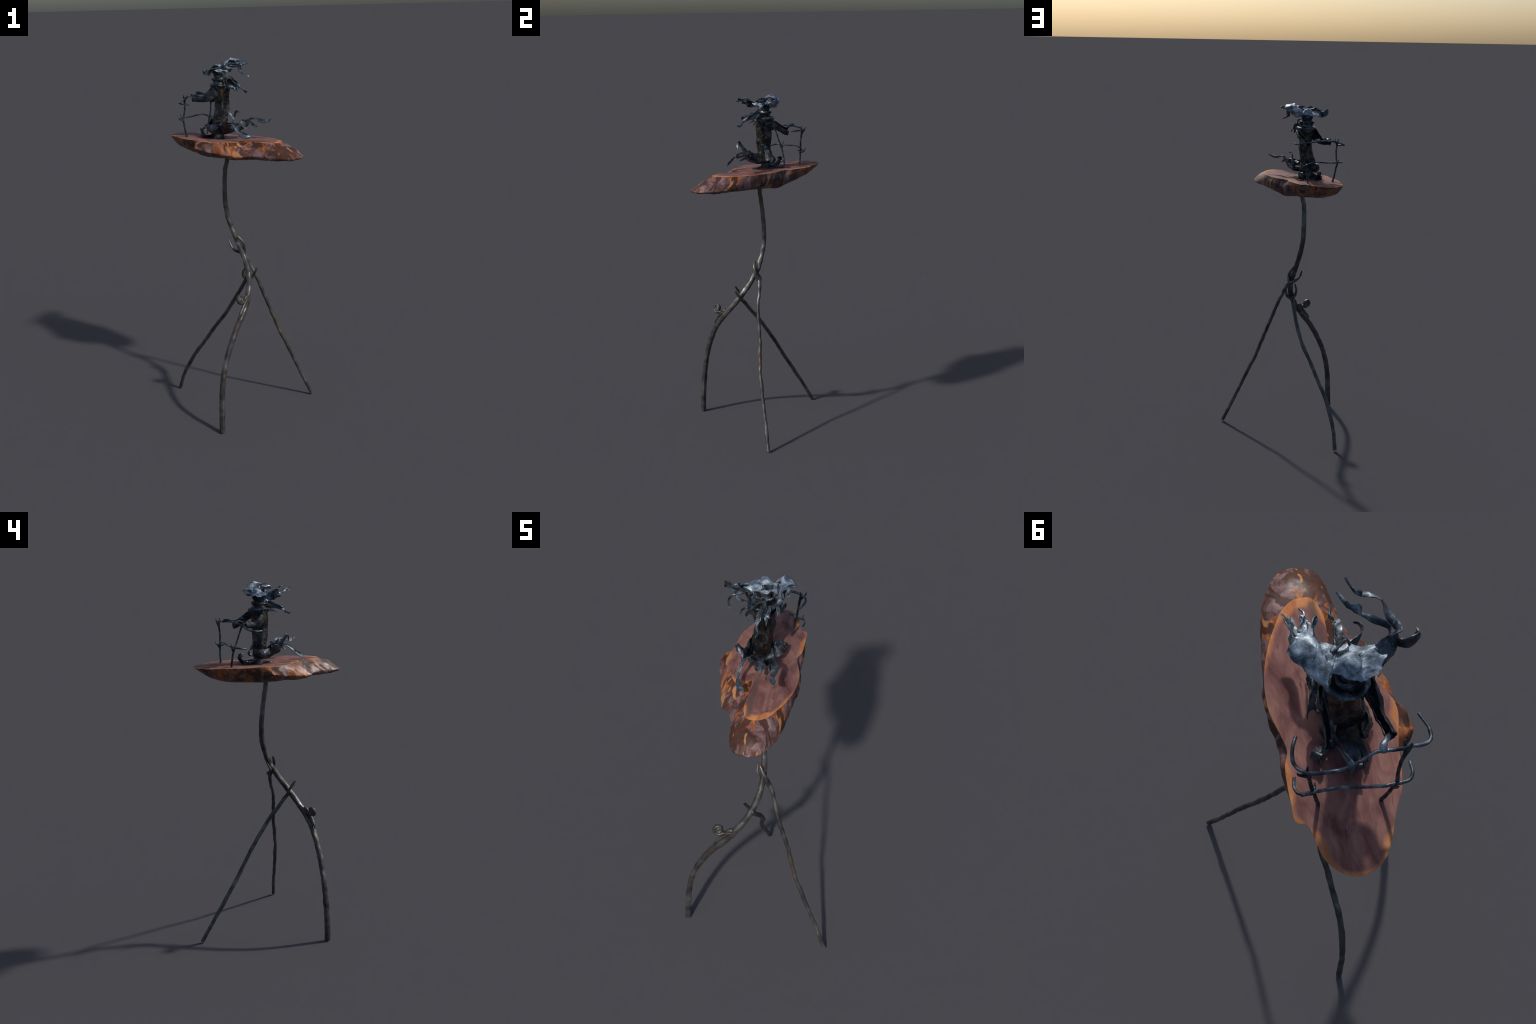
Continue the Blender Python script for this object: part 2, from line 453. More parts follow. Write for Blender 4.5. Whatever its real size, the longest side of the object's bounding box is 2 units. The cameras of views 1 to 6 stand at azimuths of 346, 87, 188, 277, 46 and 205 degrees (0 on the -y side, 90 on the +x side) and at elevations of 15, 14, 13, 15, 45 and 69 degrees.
# stations round the live edge: top rim (x, y), bulge (x, y, z), underside (x, y, z)
EDGE = [
    (-0.326, 0.373, -0.290, 0.305, 1.520, -0.228, 0.215, 1.482),
    (-0.293, 0.381, -0.265, 0.310, 1.520, -0.210, 0.218, 1.482),
    (-0.253, 0.375, -0.232, 0.308, 1.520, -0.195, 0.215, 1.480),
    (-0.221, 0.357, -0.205, 0.300, 1.520, -0.175, 0.205, 1.480),
    (-0.191, 0.329, -0.178, 0.288, 1.520, -0.150, 0.190, 1.478),
    (-0.166, 0.311, -0.155, 0.274, 1.520, -0.130, 0.175, 1.477),
    (-0.135, 0.315, -0.128, 0.275, 1.525, -0.110, 0.160, 1.476),
    (-0.105, 0.277, -0.100, 0.240, 1.520, -0.085, 0.145, 1.475),
    (-0.077, 0.240, -0.070, 0.212, 1.520, -0.055, 0.128, 1.473),
    (-0.050, 0.198, -0.036, 0.182, 1.515, -0.025, 0.110, 1.470),
    (-0.036, 0.158, -0.016, 0.152, 1.515, 0.000, 0.090, 1.472),
    (-0.008, 0.130, 0.012, 0.116, 1.515, 0.018, 0.068, 1.478),
    (0.021, 0.107, 0.045, 0.084, 1.512, 0.040, 0.030, 1.480),
    (0.048, 0.084, 0.070, 0.048, 1.510, 0.058, -0.010, 1.480),
    (0.080, 0.044, 0.100, 0.005, 1.508, 0.078, -0.055, 1.480),
    (0.106, 0.000, 0.130, -0.045, 1.505, 0.098, -0.100, 1.480),
    (0.126, -0.050, 0.160, -0.095, 1.503, 0.115, -0.150, 1.480),
    (0.140, -0.100, 0.190, -0.150, 1.502, 0.135, -0.200, 1.482),
    (0.148, -0.150, 0.213, -0.200, 1.502, 0.155, -0.250, 1.484),
    (0.152, -0.190, 0.231, -0.255, 1.502, 0.175, -0.290, 1.486),
    (0.147, -0.222, 0.236, -0.305, 1.502, 0.190, -0.320, 1.488),
    (0.134, -0.246, 0.223, -0.352, 1.502, 0.190, -0.340, 1.489),
    (0.113, -0.262, 0.191, -0.376, 1.502, 0.165, -0.350, 1.489),
    (0.096, -0.266, 0.150, -0.382, 1.500, 0.130, -0.350, 1.489),
    (0.075, -0.256, 0.103, -0.362, 1.500, 0.090, -0.325, 1.488),
    (0.050, -0.238, 0.068, -0.325, 1.502, 0.060, -0.295, 1.486),
    (0.028, -0.210, 0.030, -0.285, 1.506, 0.030, -0.265, 1.484),
    (0.003, -0.172, 0.000, -0.268, 1.506, 0.000, -0.235, 1.482),
    (-0.030, -0.124, -0.020, -0.256, 1.506, -0.025, -0.212, 1.482),
    (-0.058, -0.088, -0.042, -0.246, 1.507, -0.045, -0.200, 1.480),
    (-0.064, -0.114, -0.060, -0.246, 1.506, -0.065, -0.185, 1.480),
    (-0.064, -0.140, -0.078, -0.242, 1.503, -0.085, -0.165, 1.480),
    (-0.085, -0.150, -0.112, -0.214, 1.503, -0.110, -0.135, 1.478),
    (-0.117, -0.142, -0.148, -0.186, 1.505, -0.130, -0.105, 1.478),
    (-0.163, -0.118, -0.190, -0.147, 1.510, -0.160, -0.070, 1.478),
    (-0.195, -0.103, -0.220, -0.122, 1.515, -0.180, -0.040, 1.478),
    (-0.223, -0.086, -0.255, -0.096, 1.522, -0.195, -0.015, 1.478),
    (-0.245, -0.060, -0.292, -0.060, 1.532, -0.205, 0.010, 1.478),
    (-0.265, -0.015, -0.294, -0.014, 1.530, -0.210, 0.040, 1.478),
    (-0.281, 0.020, -0.278, 0.034, 1.520, -0.215, 0.070, 1.478),
    (-0.307, 0.065, -0.292, 0.070, 1.520, -0.220, 0.100, 1.478),
    (-0.325, 0.100, -0.304, 0.105, 1.520, -0.225, 0.130, 1.479),
    (-0.337, 0.132, -0.312, 0.140, 1.520, -0.230, 0.155, 1.479),
    (-0.343, 0.175, -0.317, 0.175, 1.520, -0.233, 0.175, 1.480),
    (-0.355, 0.218, -0.325, 0.210, 1.520, -0.235, 0.188, 1.480),
    (-0.367, 0.268, -0.333, 0.250, 1.520, -0.236, 0.198, 1.481),
    (-0.369, 0.304, -0.330, 0.275, 1.520, -0.236, 0.205, 1.481),
    (-0.362, 0.332, -0.320, 0.290, 1.520, -0.235, 0.210, 1.481),
    (-0.347, 0.355, -0.307, 0.300, 1.520, -0.232, 0.213, 1.482)]
A = np.array(EDGE)
for q in A:
    if q[0] < -0.19:
        q[5] -= 0.014
        q[7] += 0.002
NS, NL = 420, 30
top = spline(np.c_[A[:, :2], np.full(len(A), TOPZ)], NS, True)
mid = spline(A[:, 2:5], NS, True)
low = spline(A[:, 5:8], NS, True)
rings = []
for k in range(NL):
    t = k / (NL - 1)
    # quadratic through rim, bulge and underside
    w0, w1, w2 = (1 - t) * (1 - 2 * t), 4 * t * (1 - t), t * (2 * t - 1)
    q = w0 * top + w1 * mid + w2 * low
    l = top * max(0, 1 - 2 * t) + mid * (1 - abs(1 - 2 * t)) + low * max(0, 2 * t - 1)
    rings.append(0.45 * q + 0.55 * l)
R = np.array(rings)
C = R.mean(axis=(0, 1))
flat_r = R.reshape(-1, 3)
N = unit(np.cross(np.gradient(R, axis=1), np.gradient(R, axis=0))).reshape(-1, 3)
if ((flat_r - C) * N).sum() < 0:
    N = -N
tt = np.repeat(np.linspace(0, 1, NL), NS)
for a in range(len(flat_r)):
    p = flat_r[a]
    fade = min(1.0, tt[a] * 5.0) * min(1.0, (1 - tt[a]) * 4 + 0.25)
    # bark lumps on the south-west face; slanting flutes elsewhere; fine grain all over
    lumpy = max(0.0, min(1.0, (0.02 - p[0] * 0.75 - p[1]) / 0.15))
    h = 0.009 * noise.noise(Vector((p[0] * 15, p[1] * 15, p[2] * 15))) * (0.25 + 0.75 * lumpy)
    u = (p[0] * 0.58 - p[1] * 0.81) + (p[2] - TOPZ) * 1.1
    h += 0.0042 * (1 - 2 * abs(noise.noise(Vector((u * 20, 3.3, tt[a] * 1.2))))) * (0.45 + 0.55 * lumpy)
    h += 0.0014 * noise.noise(Vector((p[0] * 60, p[1] * 65, p[2] * 65)))
    # the deep slanting gully under the nick in the east edge
    g = (p[0] + 0.030 + (TOPZ - p[2]) * 0.10) * 0.75 + (p[1] - 0.152 + (TOPZ - p[2]) * 0.75) * 0.66
    if p[0] > -0.1 and p[1] > 0.02:
        h -= 0.010 * math.exp(-(g / 0.014) ** 2)
        h += 0.006 * math.exp(-((g - 0.030) / 0.014) ** 2)
    flat_r[a] = p + N[a] * (h + 0.0018 * max(0.0, min(1.0, (-0.12 - p[1]) / 0.15))) * fade
R = flat_r.reshape(NL, NS, 3)

import bmesh
bm = bmesh.new()
vs = [[bm.verts.new(R[k, j]) for j in range(NS)] for k in range(NL)]
inner = R[0].copy()
cen = unit(np.roll(inner, -1, 0) - np.roll(inner, 1, 0))
inw = np.c_[-cen[:, 1], cen[:, 0], np.zeros(NS)]
area = 0.5 * np.sum(inner[:, 0] * np.roll(inner[:, 1], -1) - np.roll(inner[:, 0], -1) * inner[:, 1])
if area < 0:
    inw = -inw
lip = [bm.verts.new(inner[j] + inw[j] * 0.0022 + np.array((0, 0, 0.0016))) for j in range(NS)]
for j in range(NS):
    j2 = (j + 1) % NS
    for k in range(NL - 1):
        f = bm.faces.new((vs[k][j], vs[k][j2], vs[k + 1][j2], vs[k + 1][j]))
        f.material_index = 1
    f = bm.faces.new((lip[j], lip[j2], vs[0][j2], vs[0][j]))
    f.material_index = 0
ft = bm.faces.new(lip)
fb = bm.faces.new(vs[-1][::-1])
fb.material_index = 1
bmesh.ops.triangulate(bm, faces=[ft, fb])
bmesh.ops.recalc_face_normals(bm, faces=bm.faces)
me = bpy.data.meshes.new("wooden_slab")
bm.to_mesh(me)
bm.free()
me.materials.append(WOOD_TOP)
me.materials.append(WOOD_SIDE)
me.shade_smooth()
me.set_sharp_from_angle(angle=math.radians(38))
slab = bpy.data.objects.new("wooden_slab", me)
bpy.context.scene.collection.objects.link(slab)
slab.parent = root
TZ = TOPZ + 0.0016

# ------------------------------------------------------------------ railing
def rod(name, path, radii, owner, n=80, seed=0.0, mat=None):
    return make(name, *tube(path, radii, n=n, sides=10, hammer=0.0011, freq=60, seed=seed, square=0.2), mat or IRON_RIBBON, owner, 50)

post_e = rod("railing_post", [(-0.166, 0.250, 1.560), (-0.164, 0.251, 1.585), (-0.159, 0.254, 1.613), (-0.152, 0.255, 1.657), (-0.145, 0.256, 1.684),
                              (-0.139, 0.257, 1.728), (-0.135, 0.263, 1.775), (-0.132, 0.259, 1.810)],
             [0.0052, 0.0050, 0.0048, 0.0046, 0.0048, 0.0046, 0.0052, 0.0016], root, seed=1, mat=IRON_DARK)
post_w = rod("railing_post", [(-0.298, 0.172, 1.560), (-0.300, 0.171, 1.580), (-0.307, 0.167, 1.607), (-0.314, 0.160, 1.647), (-0.319, 0.152, 1.674), (-0.314, 0.142, 1.705),
                              (-0.311, 0.132, 1.736), (-0.312, 0.122, 1.767), (-0.316, 0.114, 1.790), (-0.319, 0.105, 1.809)],
             [0.0052, 0.0052, 0.0050, 0.0050, 0.0056, 0.0046, 0.0044, 0.0048, 0.0052, 0.0022], root, seed=2, mat=IRON_DARK)
rail_u = rod("rail", [(-0.073, 0.197, 1.787), (-0.080, 0.227, 1.790), (-0.095, 0.255, 1.789), (-0.120, 0.268, 1.792), (-0.147, 0.263, 1.795),
                      (-0.177, 0.246, 1.799), (-0.209, 0.223, 1.803), (-0.235, 0.187, 1.804), (-0.254, 0.157, 1.804), (-0.287, 0.133, 1.799),
                      (-0.315, 0.106, 1.789), (-0.343, 0.080, 1.778), (-0.350, 0.060, 1.772), (-0.336, 0.034, 1.768), (-0.300, 0.010, 1.766)],
             [0.0046, 0.0046, 0.0046, 0.0047, 0.0047, 0.0046, 0.0046, 0.0044, 0.0044, 0.0048, 0.0047, 0.0047, 0.0046, 0.0044, 0.0044], root, 140, 3)
rail_l = rod("rail", [(-0.095, 0.244, 1.661), (-0.108, 0.269, 1.664), (-0.127, 0.276, 1.666), (-0.147, 0.264, 1.670), (-0.182, 0.244, 1.685),
                      (-0.217, 0.222, 1.687), (-0.254, 0.201, 1.683), (-0.290, 0.181, 1.681), (-0.315, 0.162, 1.681), (-0.341, 0.140, 1.680),
                      (-0.344, 0.116, 1.678), (-0.326, 0.090, 1.674)],
             [0.0042, 0.0042, 0.0042, 0.0046, 0.0042, 0.0042, 0.0040, 0.0043, 0.0046, 0.0043, 0.0042, 0.0040], root, 120, 4)
# twig thorns at the crossings
for owner, path in ((post_e, [(-0.140, 0.258, 1.752), (-0.130, 0.272, 1.780), (-0.120, 0.280, 1.796), (-0.117, 0.282, 1.812)]),
                    (post_e, [(-0.152, 0.256, 1.650), (-0.143, 0.268, 1.664), (-0.133, 0.280, 1.672), (-0.130, 0.283, 1.686)]),
                    (post_e, [(-0.152, 0.257, 1.668), (-0.150, 0.246, 1.666), (-0.146, 0.236, 1.670)]),
                    (post_w, [(-0.313, 0.158, 1.652), (-0.322, 0.164, 1.672), (-0.327, 0.168, 1.688), (-0.328, 0.170, 1.702)]),
                    (post_w, [(-0.313, 0.122, 1.772), (-0.304, 0.108, 1.796), (-0.301, 0.104, 1.812)])):
    make("thorn", *tube(path, [0.0044, 0.0042, 0.0030, 0.0008] if len(path) == 4 else [0.0042, 0.0034, 0.0010], n=22, sides=8, hammer=0.0008), IRON_DARK, owner, 50)

# ------------------------------------------------------------------ robe
ROBE_AXIS = [(-0.137, 0.046, 1.608), (-0.137, 0.043, 1.640), (-0.135, 0.043, 1.670), (-0.130, 0.044, 1.700), (-0.123, 0.045, 1.740), (-0.120, 0.045, 1.780),
             (-0.119, 0.045, 1.820), (-0.121, 0.046, 1.850), (-0.124, 0.046, 1.872)]
ROBE_RX = [0.037, 0.040, 0.0405, 0.0385, 0.0375, 0.0370, 0.0400, 0.0450, 0.0400]
ROBE_RY = [0.032, 0.035, 0.0370, 0.0390, 0.0410, 0.0425, 0.0450, 0.0460, 0.0420]
nz, na = 90, 96
P = spline(ROBE_AXIS, nz)
RX = spline([(v,) for v in ROBE_RX], nz)[:, 0]
RY = spline([(v,) for v in ROBE_RY], nz)[:, 0]
V = np.zeros((nz, na, 3))
for i in range(nz):
    z = P[i][2]
    for j in range(na):
        a = 2 * math.pi * j / na
        # pleats that wander as they climb; a deep hollow up the back
        fold = 0.12 * (0.5 - abs(math.sin(2.5 * a + 5 * (z - 1.6) + 0.3))) + 0.05 * (0.5 - abs(math.sin(4.5 * a - 8 * (z - 1.6))))
        hem = max(0.0, (1.665 - z) / 0.06)
        fold += hem * 0.16 * math.sin(4 * a + 0.9)
        d = (a - math.radians(-58) + math.pi) % (2 * math.pi) - math.pi
        hollow = 0.36 * math.exp(-(d / 0.42) ** 4) * min(1, max(0, (1.845 - z) / 0.03)) * min(1, max(0.25, (z - 1.63) / 0.05))
        lips = 0.10 * math.exp(-((abs(d) - 0.62) / 0.16) ** 2) * min(1, max(0, (1.85 - z) / 0.03))
        # full on the south-west, hollow where the coat hangs open on the north-west
        turn = lambda deg: (a - math.radians(deg) + math.pi) % (2 * math.pi) - math.pi
        full = 0.16 * math.exp(-(turn(228) / 0.55) ** 2) - 0.30 * math.exp(-(turn(132) / 0.45) ** 2) * min(1, max(0, (1.86 - z) / 0.03))
        k = (1 + fold + lips + full) * (1 - hollow)
        V[i, j] = (P[i][0] + RX[i] * k * math.cos(a), P[i][1] + RY[i] * k * math.sin(a), z)
V = crease(V.reshape(-1, 3), 0.0030, 30, 2.0)
F = grid_faces(nz, na, closed=True)
k0 = len(V)
V = np.vstack([V, V[:na].mean(0), V[(nz - 1) * na:nz * na].mean(0)])
for j in range(na):
    F.append((k0, (j + 1) % na, j))
    F.append((k0 + 1, (nz - 1) * na + j, (nz - 1) * na + (j + 1) % na))
robe = make("robe", V, F, IRON_ROBE, root, 35)

# legs under the hem
make("leg", *tube([(-0.142, 0.050, 1.566), (-0.138, 0.048, 1.592), (-0.136, 0.046, 1.625)], [0.030, 0.027, 0.026], n=20, sides=20, hammer=0.003, freq=40), IRON_DARK, robe)

# hem flaps
make("hem_flap", *patch([[(-0.172, 0.060, 1.684), (-0.166, 0.072, 1.680), (-0.154, 0.080, 1.676)],
                         [(-0.190, 0.072, 1.656), (-0.180, 0.084, 1.650), (-0.160, 0.088, 1.648)],
                         [(-0.212, 0.086, 1.642), (-0.190, 0.092, 1.630), (-0.166, 0.090, 1.632)]], 16, 14, crumple=0.002, seed=1.0), IRON_ROBE, robe)
make("hem_flap", *patch([[(-0.165, 0.060, 1.612), (-0.155, 0.020, 1.604), (-0.135, -0.005, 1.604)],
                         [(-0.192, 0.066, 1.612), (-0.182, 0.018, 1.602), (-0.148, -0.018, 1.604)],
                         [(-0.207, 0.060, 1.634), (-0.196, 0.012, 1.626), (-0.156, -0.024, 1.628)],
                         [(-0.202, 0.062, 1.656), (-0.188, 0.020, 1.650), (-0.156, -0.014, 1.654)]], crumple=0.003, seed=2.0), IRON_DARK, robe)
make("hem_flap", *patch([[(-0.130, 0.076, 1.660), (-0.112, 0.078, 1.660), (-0.098, 0.068, 1.660)],
                         [(-0.132, 0.090, 1.642), (-0.112, 0.094, 1.640), (-0.092, 0.082, 1.642)],
                         [(-0.136, 0.096, 1.620), (-0.118, 0.108, 1.620), (-0.096, 0.098, 1.624)],
                         [(-0.134, 0.086, 1.606), (-0.118, 0.098, 1.606), (-0.100, 0.088, 1.608)]], 18, 14, crumple=0.002, seed=3.0), IRON_DARK, robe)

# shoes with rolled-up toes
def shoe(path, width, seed):
    v, f = ribbon(path, width, side=(0.85, -0.2, 0), curl=0.3, n=50, thick=0.0045, crumple=0.001, seed=seed)
    return make("shoe", v, f, IRON_DARK, root, 45)
shoe([(-0.128, 0.060, 1.590), (-0.122, 0.092, 1.584), (-0.116, 0.120, 1.580), (-0.113, 0.142, 1.580), (-0.1115, 0.154, 1.590), (-0.1115, 0.156, 1.604), (-0.112, 0.149, 1.614), (-0.113, 0.141, 1.612), (-0.113, 0.140, 1.603)],
     [0.030, 0.026, 0.024, 0.024, 0.025, 0.026, 0.026, 0.026, 0.022], 1.0)
shoe([(-0.160, 0.055, 1.590), (-0.186, 0.088, 1.579), (-0.202, 0.114, 1.580), (-0.211, 0.131, 1.594), (-0.216, 0.138, 1.612), (-0.214, 0.135, 1.621), (-0.209, 0.126, 1.618)],
     [0.036, 0.036, 0.032, 0.029, 0.028, 0.027, 0.024], 2.0)
shoe([(-0.152, 0.050, 1.592), (-0.182, 0.066, 1.578), (-0.206, 0.082, 1.577), (-0.222, 0.098, 1.580), (-0.230, 0.108, 1.590)],
     [0.034, 0.036, 0.034, 0.030, 0.020], 3.0)
# scraps of sheet and weld bead lying on the board
make("weld_scrap", *patch([[(-0.150, 0.020, TZ + 0.004), (-0.128, 0.002, TZ + 0.005), (-0.098, 0.010, TZ + 0.004)],
                           [(-0.132, -0.002, TZ + 0.004), (-0.106, -0.018, TZ + 0.006), (-0.084, -0.004, TZ + 0.004)],
                           [(-0.112, -0.024, TZ + 0.0015), (-0.094, -0.034, TZ + 0.002), (-0.078, -0.020, TZ + 0.0015)]], 14, 14, 0.004, 0.0012, 80), IRON_DARK, root)

# ------------------------------------------------------------------ coat tail
tail = make("coat_tail", *patch([
    [(-0.092, 0.062, 1.640), (-0.104, 0.030, 1.608), (-0.122, 0.008, 1.602), (-0.152, 0.000, 1.612), (-0.168, 0.010, 1.640)],
    [(-0.060, 0.046, 1.634), (-0.062, 0.034, 1.612), (-0.088, 0.000, 1.606), (-0.134, -0.026, 1.612), (-0.158, -0.020, 1.654)],
    [(-0.030, 0.012, 1.645), (-0.022, -0.004, 1.622), (-0.060, -0.030, 1.618), (-0.108, -0.050, 1.624), (-0.146, -0.046, 1.674)],
    [(-0.004, -0.018, 1.664), (-0.003, -0.030, 1.636), (-0.040, -0.060, 1.632), (-0.090, -0.066, 1.636), (-0.130, -0.070, 1.670)],
    [(0.010, -0.040, 1.676), (0.000, -0.056, 1.660), (-0.030, -0.062, 1.670), (-0.070, -0.072, 1.662), (-0.100, -0.086, 1.670)]],
    28, 28, 0.003, 0.005, 42, 4.0), IRON_DARK, root)

def tail_ribbon(path, w, **k):
    return make("ribbon", *ribbon(path, [x * 1.25 for x in w], **k), IRON_RIBBON, tail, 24)

tail_ribbon([(-0.020, -0.010, 1.652), (-0.002, -0.030, 1.660), (0.014, -0.042, 1.676), (0.034, -0.052, 1.683), (0.055, -0.068, 1.675), (0.074, -0.100, 1.668), (0.100, -0.118, 1.672), (0.121, -0.129, 1.680)],
            [0.034, 0.028, 0.022, 0.021, 0.022, 0.022, 0.019, 0.004], side=(0.3, 0.35, 0.85), twist=(0, -0.3, -0.7, -0.9, -0.4, 0.0, 0.2, 0.3), curl=0.5, seed=1)
tail_ribbon([(-0.105, -0.060, 1.652), (-0.100, -0.090, 1.664), (-0.088, -0.124, 1.652), (-0.070, -0.150, 1.625), (-0.053, -0.170, 1.609), (-0.030, -0.179, 1.600), (-0.007, -0.182, 1.600)],
            [0.040, 0.024, 0.015, 0.017, 0.024, 0.022, 0.004], side=(0.8, 0.3, 0.3), twist=(0, 0, 0.3, 0.5, 0.4, 0.2, 0), curl=0.5, seed=2)
tail_ribbon([(-0.148, -0.066, 1.660), (-0.145, -0.084, 1.690), (-0.134, -0.101, 1.720), (-0.125, -0.108, 1.727), (-0.113, -0.112, 1.720), (-0.100, -0.114, 1.704), (-0.087, -0.113, 1.690)],
            [0.030, 0.016, 0.013, 0.012, 0.010, 0.009, 0.004], side=(0.5, 0.6, 0.1), twist=(0, 0.3, 0.6, 0.6, 0.5, 0.3, 0.2), seed=3)
tail_ribbon([(-0.066, -0.026, 1.650), (-0.048, -0.048, 1.660), (-0.034, -0.064, 1.650), (-0.024, -0.078, 1.636), (-0.016, -0.088, 1.635)],
            [0.020, 0.018, 0.016, 0.013, 0.003], side=(0.7, 0.5, 0), seed=4)
tail_ribbon([(0.000, -0.046, 1.664), (0.014, -0.062, 1.662), (0.028, -0.086, 1.650), (0.039, -0.106, 1.641)],
            [0.016, 0.012, 0.011, 0.005], side=(0.7, 0.3, 0.4), twist=(0, 0.6, 1.0, 1.0), seed=5)
tail_ribbon([(-0.052, 0.060, 1.625), (-0.050, 0.060, 1.655), (-0.047, 0.050, 1.690), (-0.044, 0.034, 1.711), (-0.034, 0.018, 1.714), (-0.022, 0.006, 1.708)],
            [0.030, 0.026, 0.018, 0.014, 0.008, 0.002], side=(0.2, 0.9, 0), twist=(0, 0, 0.1, 0.3, 0.4, 0.4), seed=6)

# ------------------------------------------------------------------ sleeves and hands
def sleeve(path, half_height, half_width, opening, seed):
    """A gutter of folded sheet: an oval section left open over `opening` = (angle, half gap) in degrees from the crest."""
    n, m = 26, 17
    P = spline(path, n)
    HH = spline([(v,) for v in half_height], n)[:, 0]
    HW = spline([(v,) for v in half_width], n)[:, 0]
    T, S, B = frames(P, (0, 0, 1))
    S = unit(np.array((0, 0, 1.0)) - T * T[:, 2:3])
    B = np.cross(T, S)
    a0, gap = math.radians(opening[0]), math.radians(opening[1])
    G = np.zeros((n, m, 3))
    for i in range(n):
        for j in range(m):
            a = a0 + gap + (2 * math.pi - 2 * gap) * j / (m - 1)
            G[i, j] = P[i] + S[i] * HH[i] * math.cos(a) + B[i] * HW[i] * math.sin(a)
    G = crease(G.reshape(-1, 3), 0.0028, 50, seed).reshape(G.shape)
    return make("sleeve", *sheet(G, 0.003), IRON_DARK, root, 35)

sl_e = sleeve([(-0.078, 0.050, 1.846), (-0.084, 0.085, 1.834), (-0.096, 0.106, 1.824), (-0.122, 0.136, 1.803), (-0.146, 0.166, 1.784), (-0.154, 0.186, 1.779)],
              [0.023, 0.022, 0.021, 0.020, 0.021, 0.024], [0.011, 0.010, 0.009, 0.009, 0.010, 0.012], (35, 42), 1.0)
sl_w = sleeve([(-0.156, 0.020, 1.836), (-0.178, 0.026, 1.816), (-0.204, 0.044, 1.796), (-0.224, 0.066, 1.787), (-0.246, 0.084, 1.789), (-0.268, 0.101, 1.791)],
              [0.032, 0.028, 0.022, 0.017, 0.017, 0.019], [0.016, 0.014, 0.013, 0.011, 0.011, 0.012], (35, 42), 2.0)

def hand(path, w, owner, seed, side):
    return make("hand", *ribbon(path, w, side=side, curl=0.35, n=30, thick=0.004, crumple=0.0008, seed=seed), IRON_RIBBON, owner, 45)
hand([(-0.148, 0.166, 1.784), (-0.172, 0.178, 1.794), (-0.200, 0.200, 1.808), (-0.216, 0.212, 1.811), (-0.220, 0.222, 1.806), (-0.219, 0.222, 1.798)],
     [0.008, 0.008, 0.012, 0.018, 0.018, 0.016], sl_e, 1.0, (0.7, -0.7, 0))
hand([(-0.264, 0.096, 1.800), (-0.262, 0.118, 1.808), (-0.262, 0.136, 1.812), (-0.266, 0.148, 1.808), (-0.268, 0.150, 1.799)],
     [0.007, 0.012, 0.016, 0.016, 0.013], sl_w, 2.0, (1, 0, 0))

# ------------------------------------------------------------------ collar, scarf
def flare(name, centre, rings, seed, waves, owner, mat=IRON_DARK, na=72, thick=0.003):
    """A turned collar: rings of (radius x, radius y, z), rippled; open at top and bottom."""
    cx, cy = centre
    prof = spline(rings, 16)
    G = np.zeros((16, na + 1, 3))
    for i in range(16):
        rx, ry, z = prof[i]
        for j in range(na + 1):
            a = 2 * math.pi * j / na
            r = 1 + waves[0] * math.sin(waves[1] * a + waves[2]) * (i / 15)
            G[i, j] = (cx + rx * r * math.cos(a), cy + ry * r * math.sin(a), z + waves[3] * math.sin(2 * a + waves[4]) * (i / 15))
    W = crease(G.reshape(-1, 3), 0.0030, 42, seed).reshape(G.shape)
    W[:, -1] = W[:, 0]
    return make(name, *sheet(W, thick), mat, owner, 45)

collar = flare("collar", (-0.126, 0.046), [(0.040, 0.040, 1.838), (0.047, 0.048, 1.850), (0.055, 0.059, 1.862), (0.050, 0.054, 1.868), (0.040, 0.042, 1.866)],
               3.0, (0.05, 3, 0.5, 0.003, 1.2), root, IRON_RIBBON)
flare("collar", (-0.128, 0.045), [(0.034, 0.034, 1.860), (0.031, 0.031, 1.872), (0.033, 0.034, 1.884), (0.039, 0.041, 1.894), (0.034, 0.034, 1.898)],
      7.0, (0.12, 4, 1.1, 0.003, 0.2), root, IRON_DARK)
flare("neck_cloth", (-0.128, 0.044), [(0.038, 0.036, 1.850), (0.034, 0.034, 1.870), (0.030, 0.031, 1.890), (0.026, 0.027, 1.905)],
      8.0, (0.06, 5, 0.1, 0.0, 0.0), root, IRON_DARK)

scarf = make("scarf", *patch([
    [(-0.104, 0.016, 1.902), (-0.096, 0.022, 1.886), (-0.094, 0.024, 1.866)],
    [(-0.092, 0.004, 1.900), (-0.074, 0.000, 1.886), (-0.070, 0.002, 1.864)],
    [(-0.082, -0.020, 1.893), (-0.062, -0.022, 1.880), (-0.062, -0.022, 1.862)],
    [(-0.070, -0.050, 1.880), (-0.052, -0.052, 1.868), (-0.056, -0.052, 1.856)],
    [(-0.052, -0.080, 1.862), (-0.042, -0.082, 1.853), (-0.046, -0.080, 1.846)]], 34, 20, 0.003, 0.003, 55, 6.0), IRON_RIBBON, root)
def scarf_ribbon(path, w, **k):
    return make("ribbon", *ribbon(path, [x * 1.3 for x in w], **k), IRON_RIBBON, scarf, 24)
scarf_ribbon([(-0.052, -0.070, 1.858), (-0.042, -0.081, 1.850), (-0.030, -0.085, 1.846), (-0.022, -0.088, 1.838), (-0.016, -0.100, 1.832), (-0.010, -0.116, 1.834)],
             [0.016, 0.012, 0.009, 0.008, 0.012, 0.004], side=(0.5, 0.3, 0.6), twist=(0, 0.3, 0.8, 1.0, 0.8, 0.6), seed=1)
scarf_ribbon([(-0.088, 0.010, 1.905), (-0.074, -0.008, 1.896), (-0.062, -0.026, 1.884), (-0.052, -0.048, 1.874), (-0.046, -0.060, 1.864), (-0.048, -0.074, 1.862)],
             [0.018, 0.016, 0.012, 0.010, 0.010, 0.006], side=(0.6, 0.4, 0.5), twist=(0, 0.4, 0.9, 0.6, 0.2, 0), seed=2)
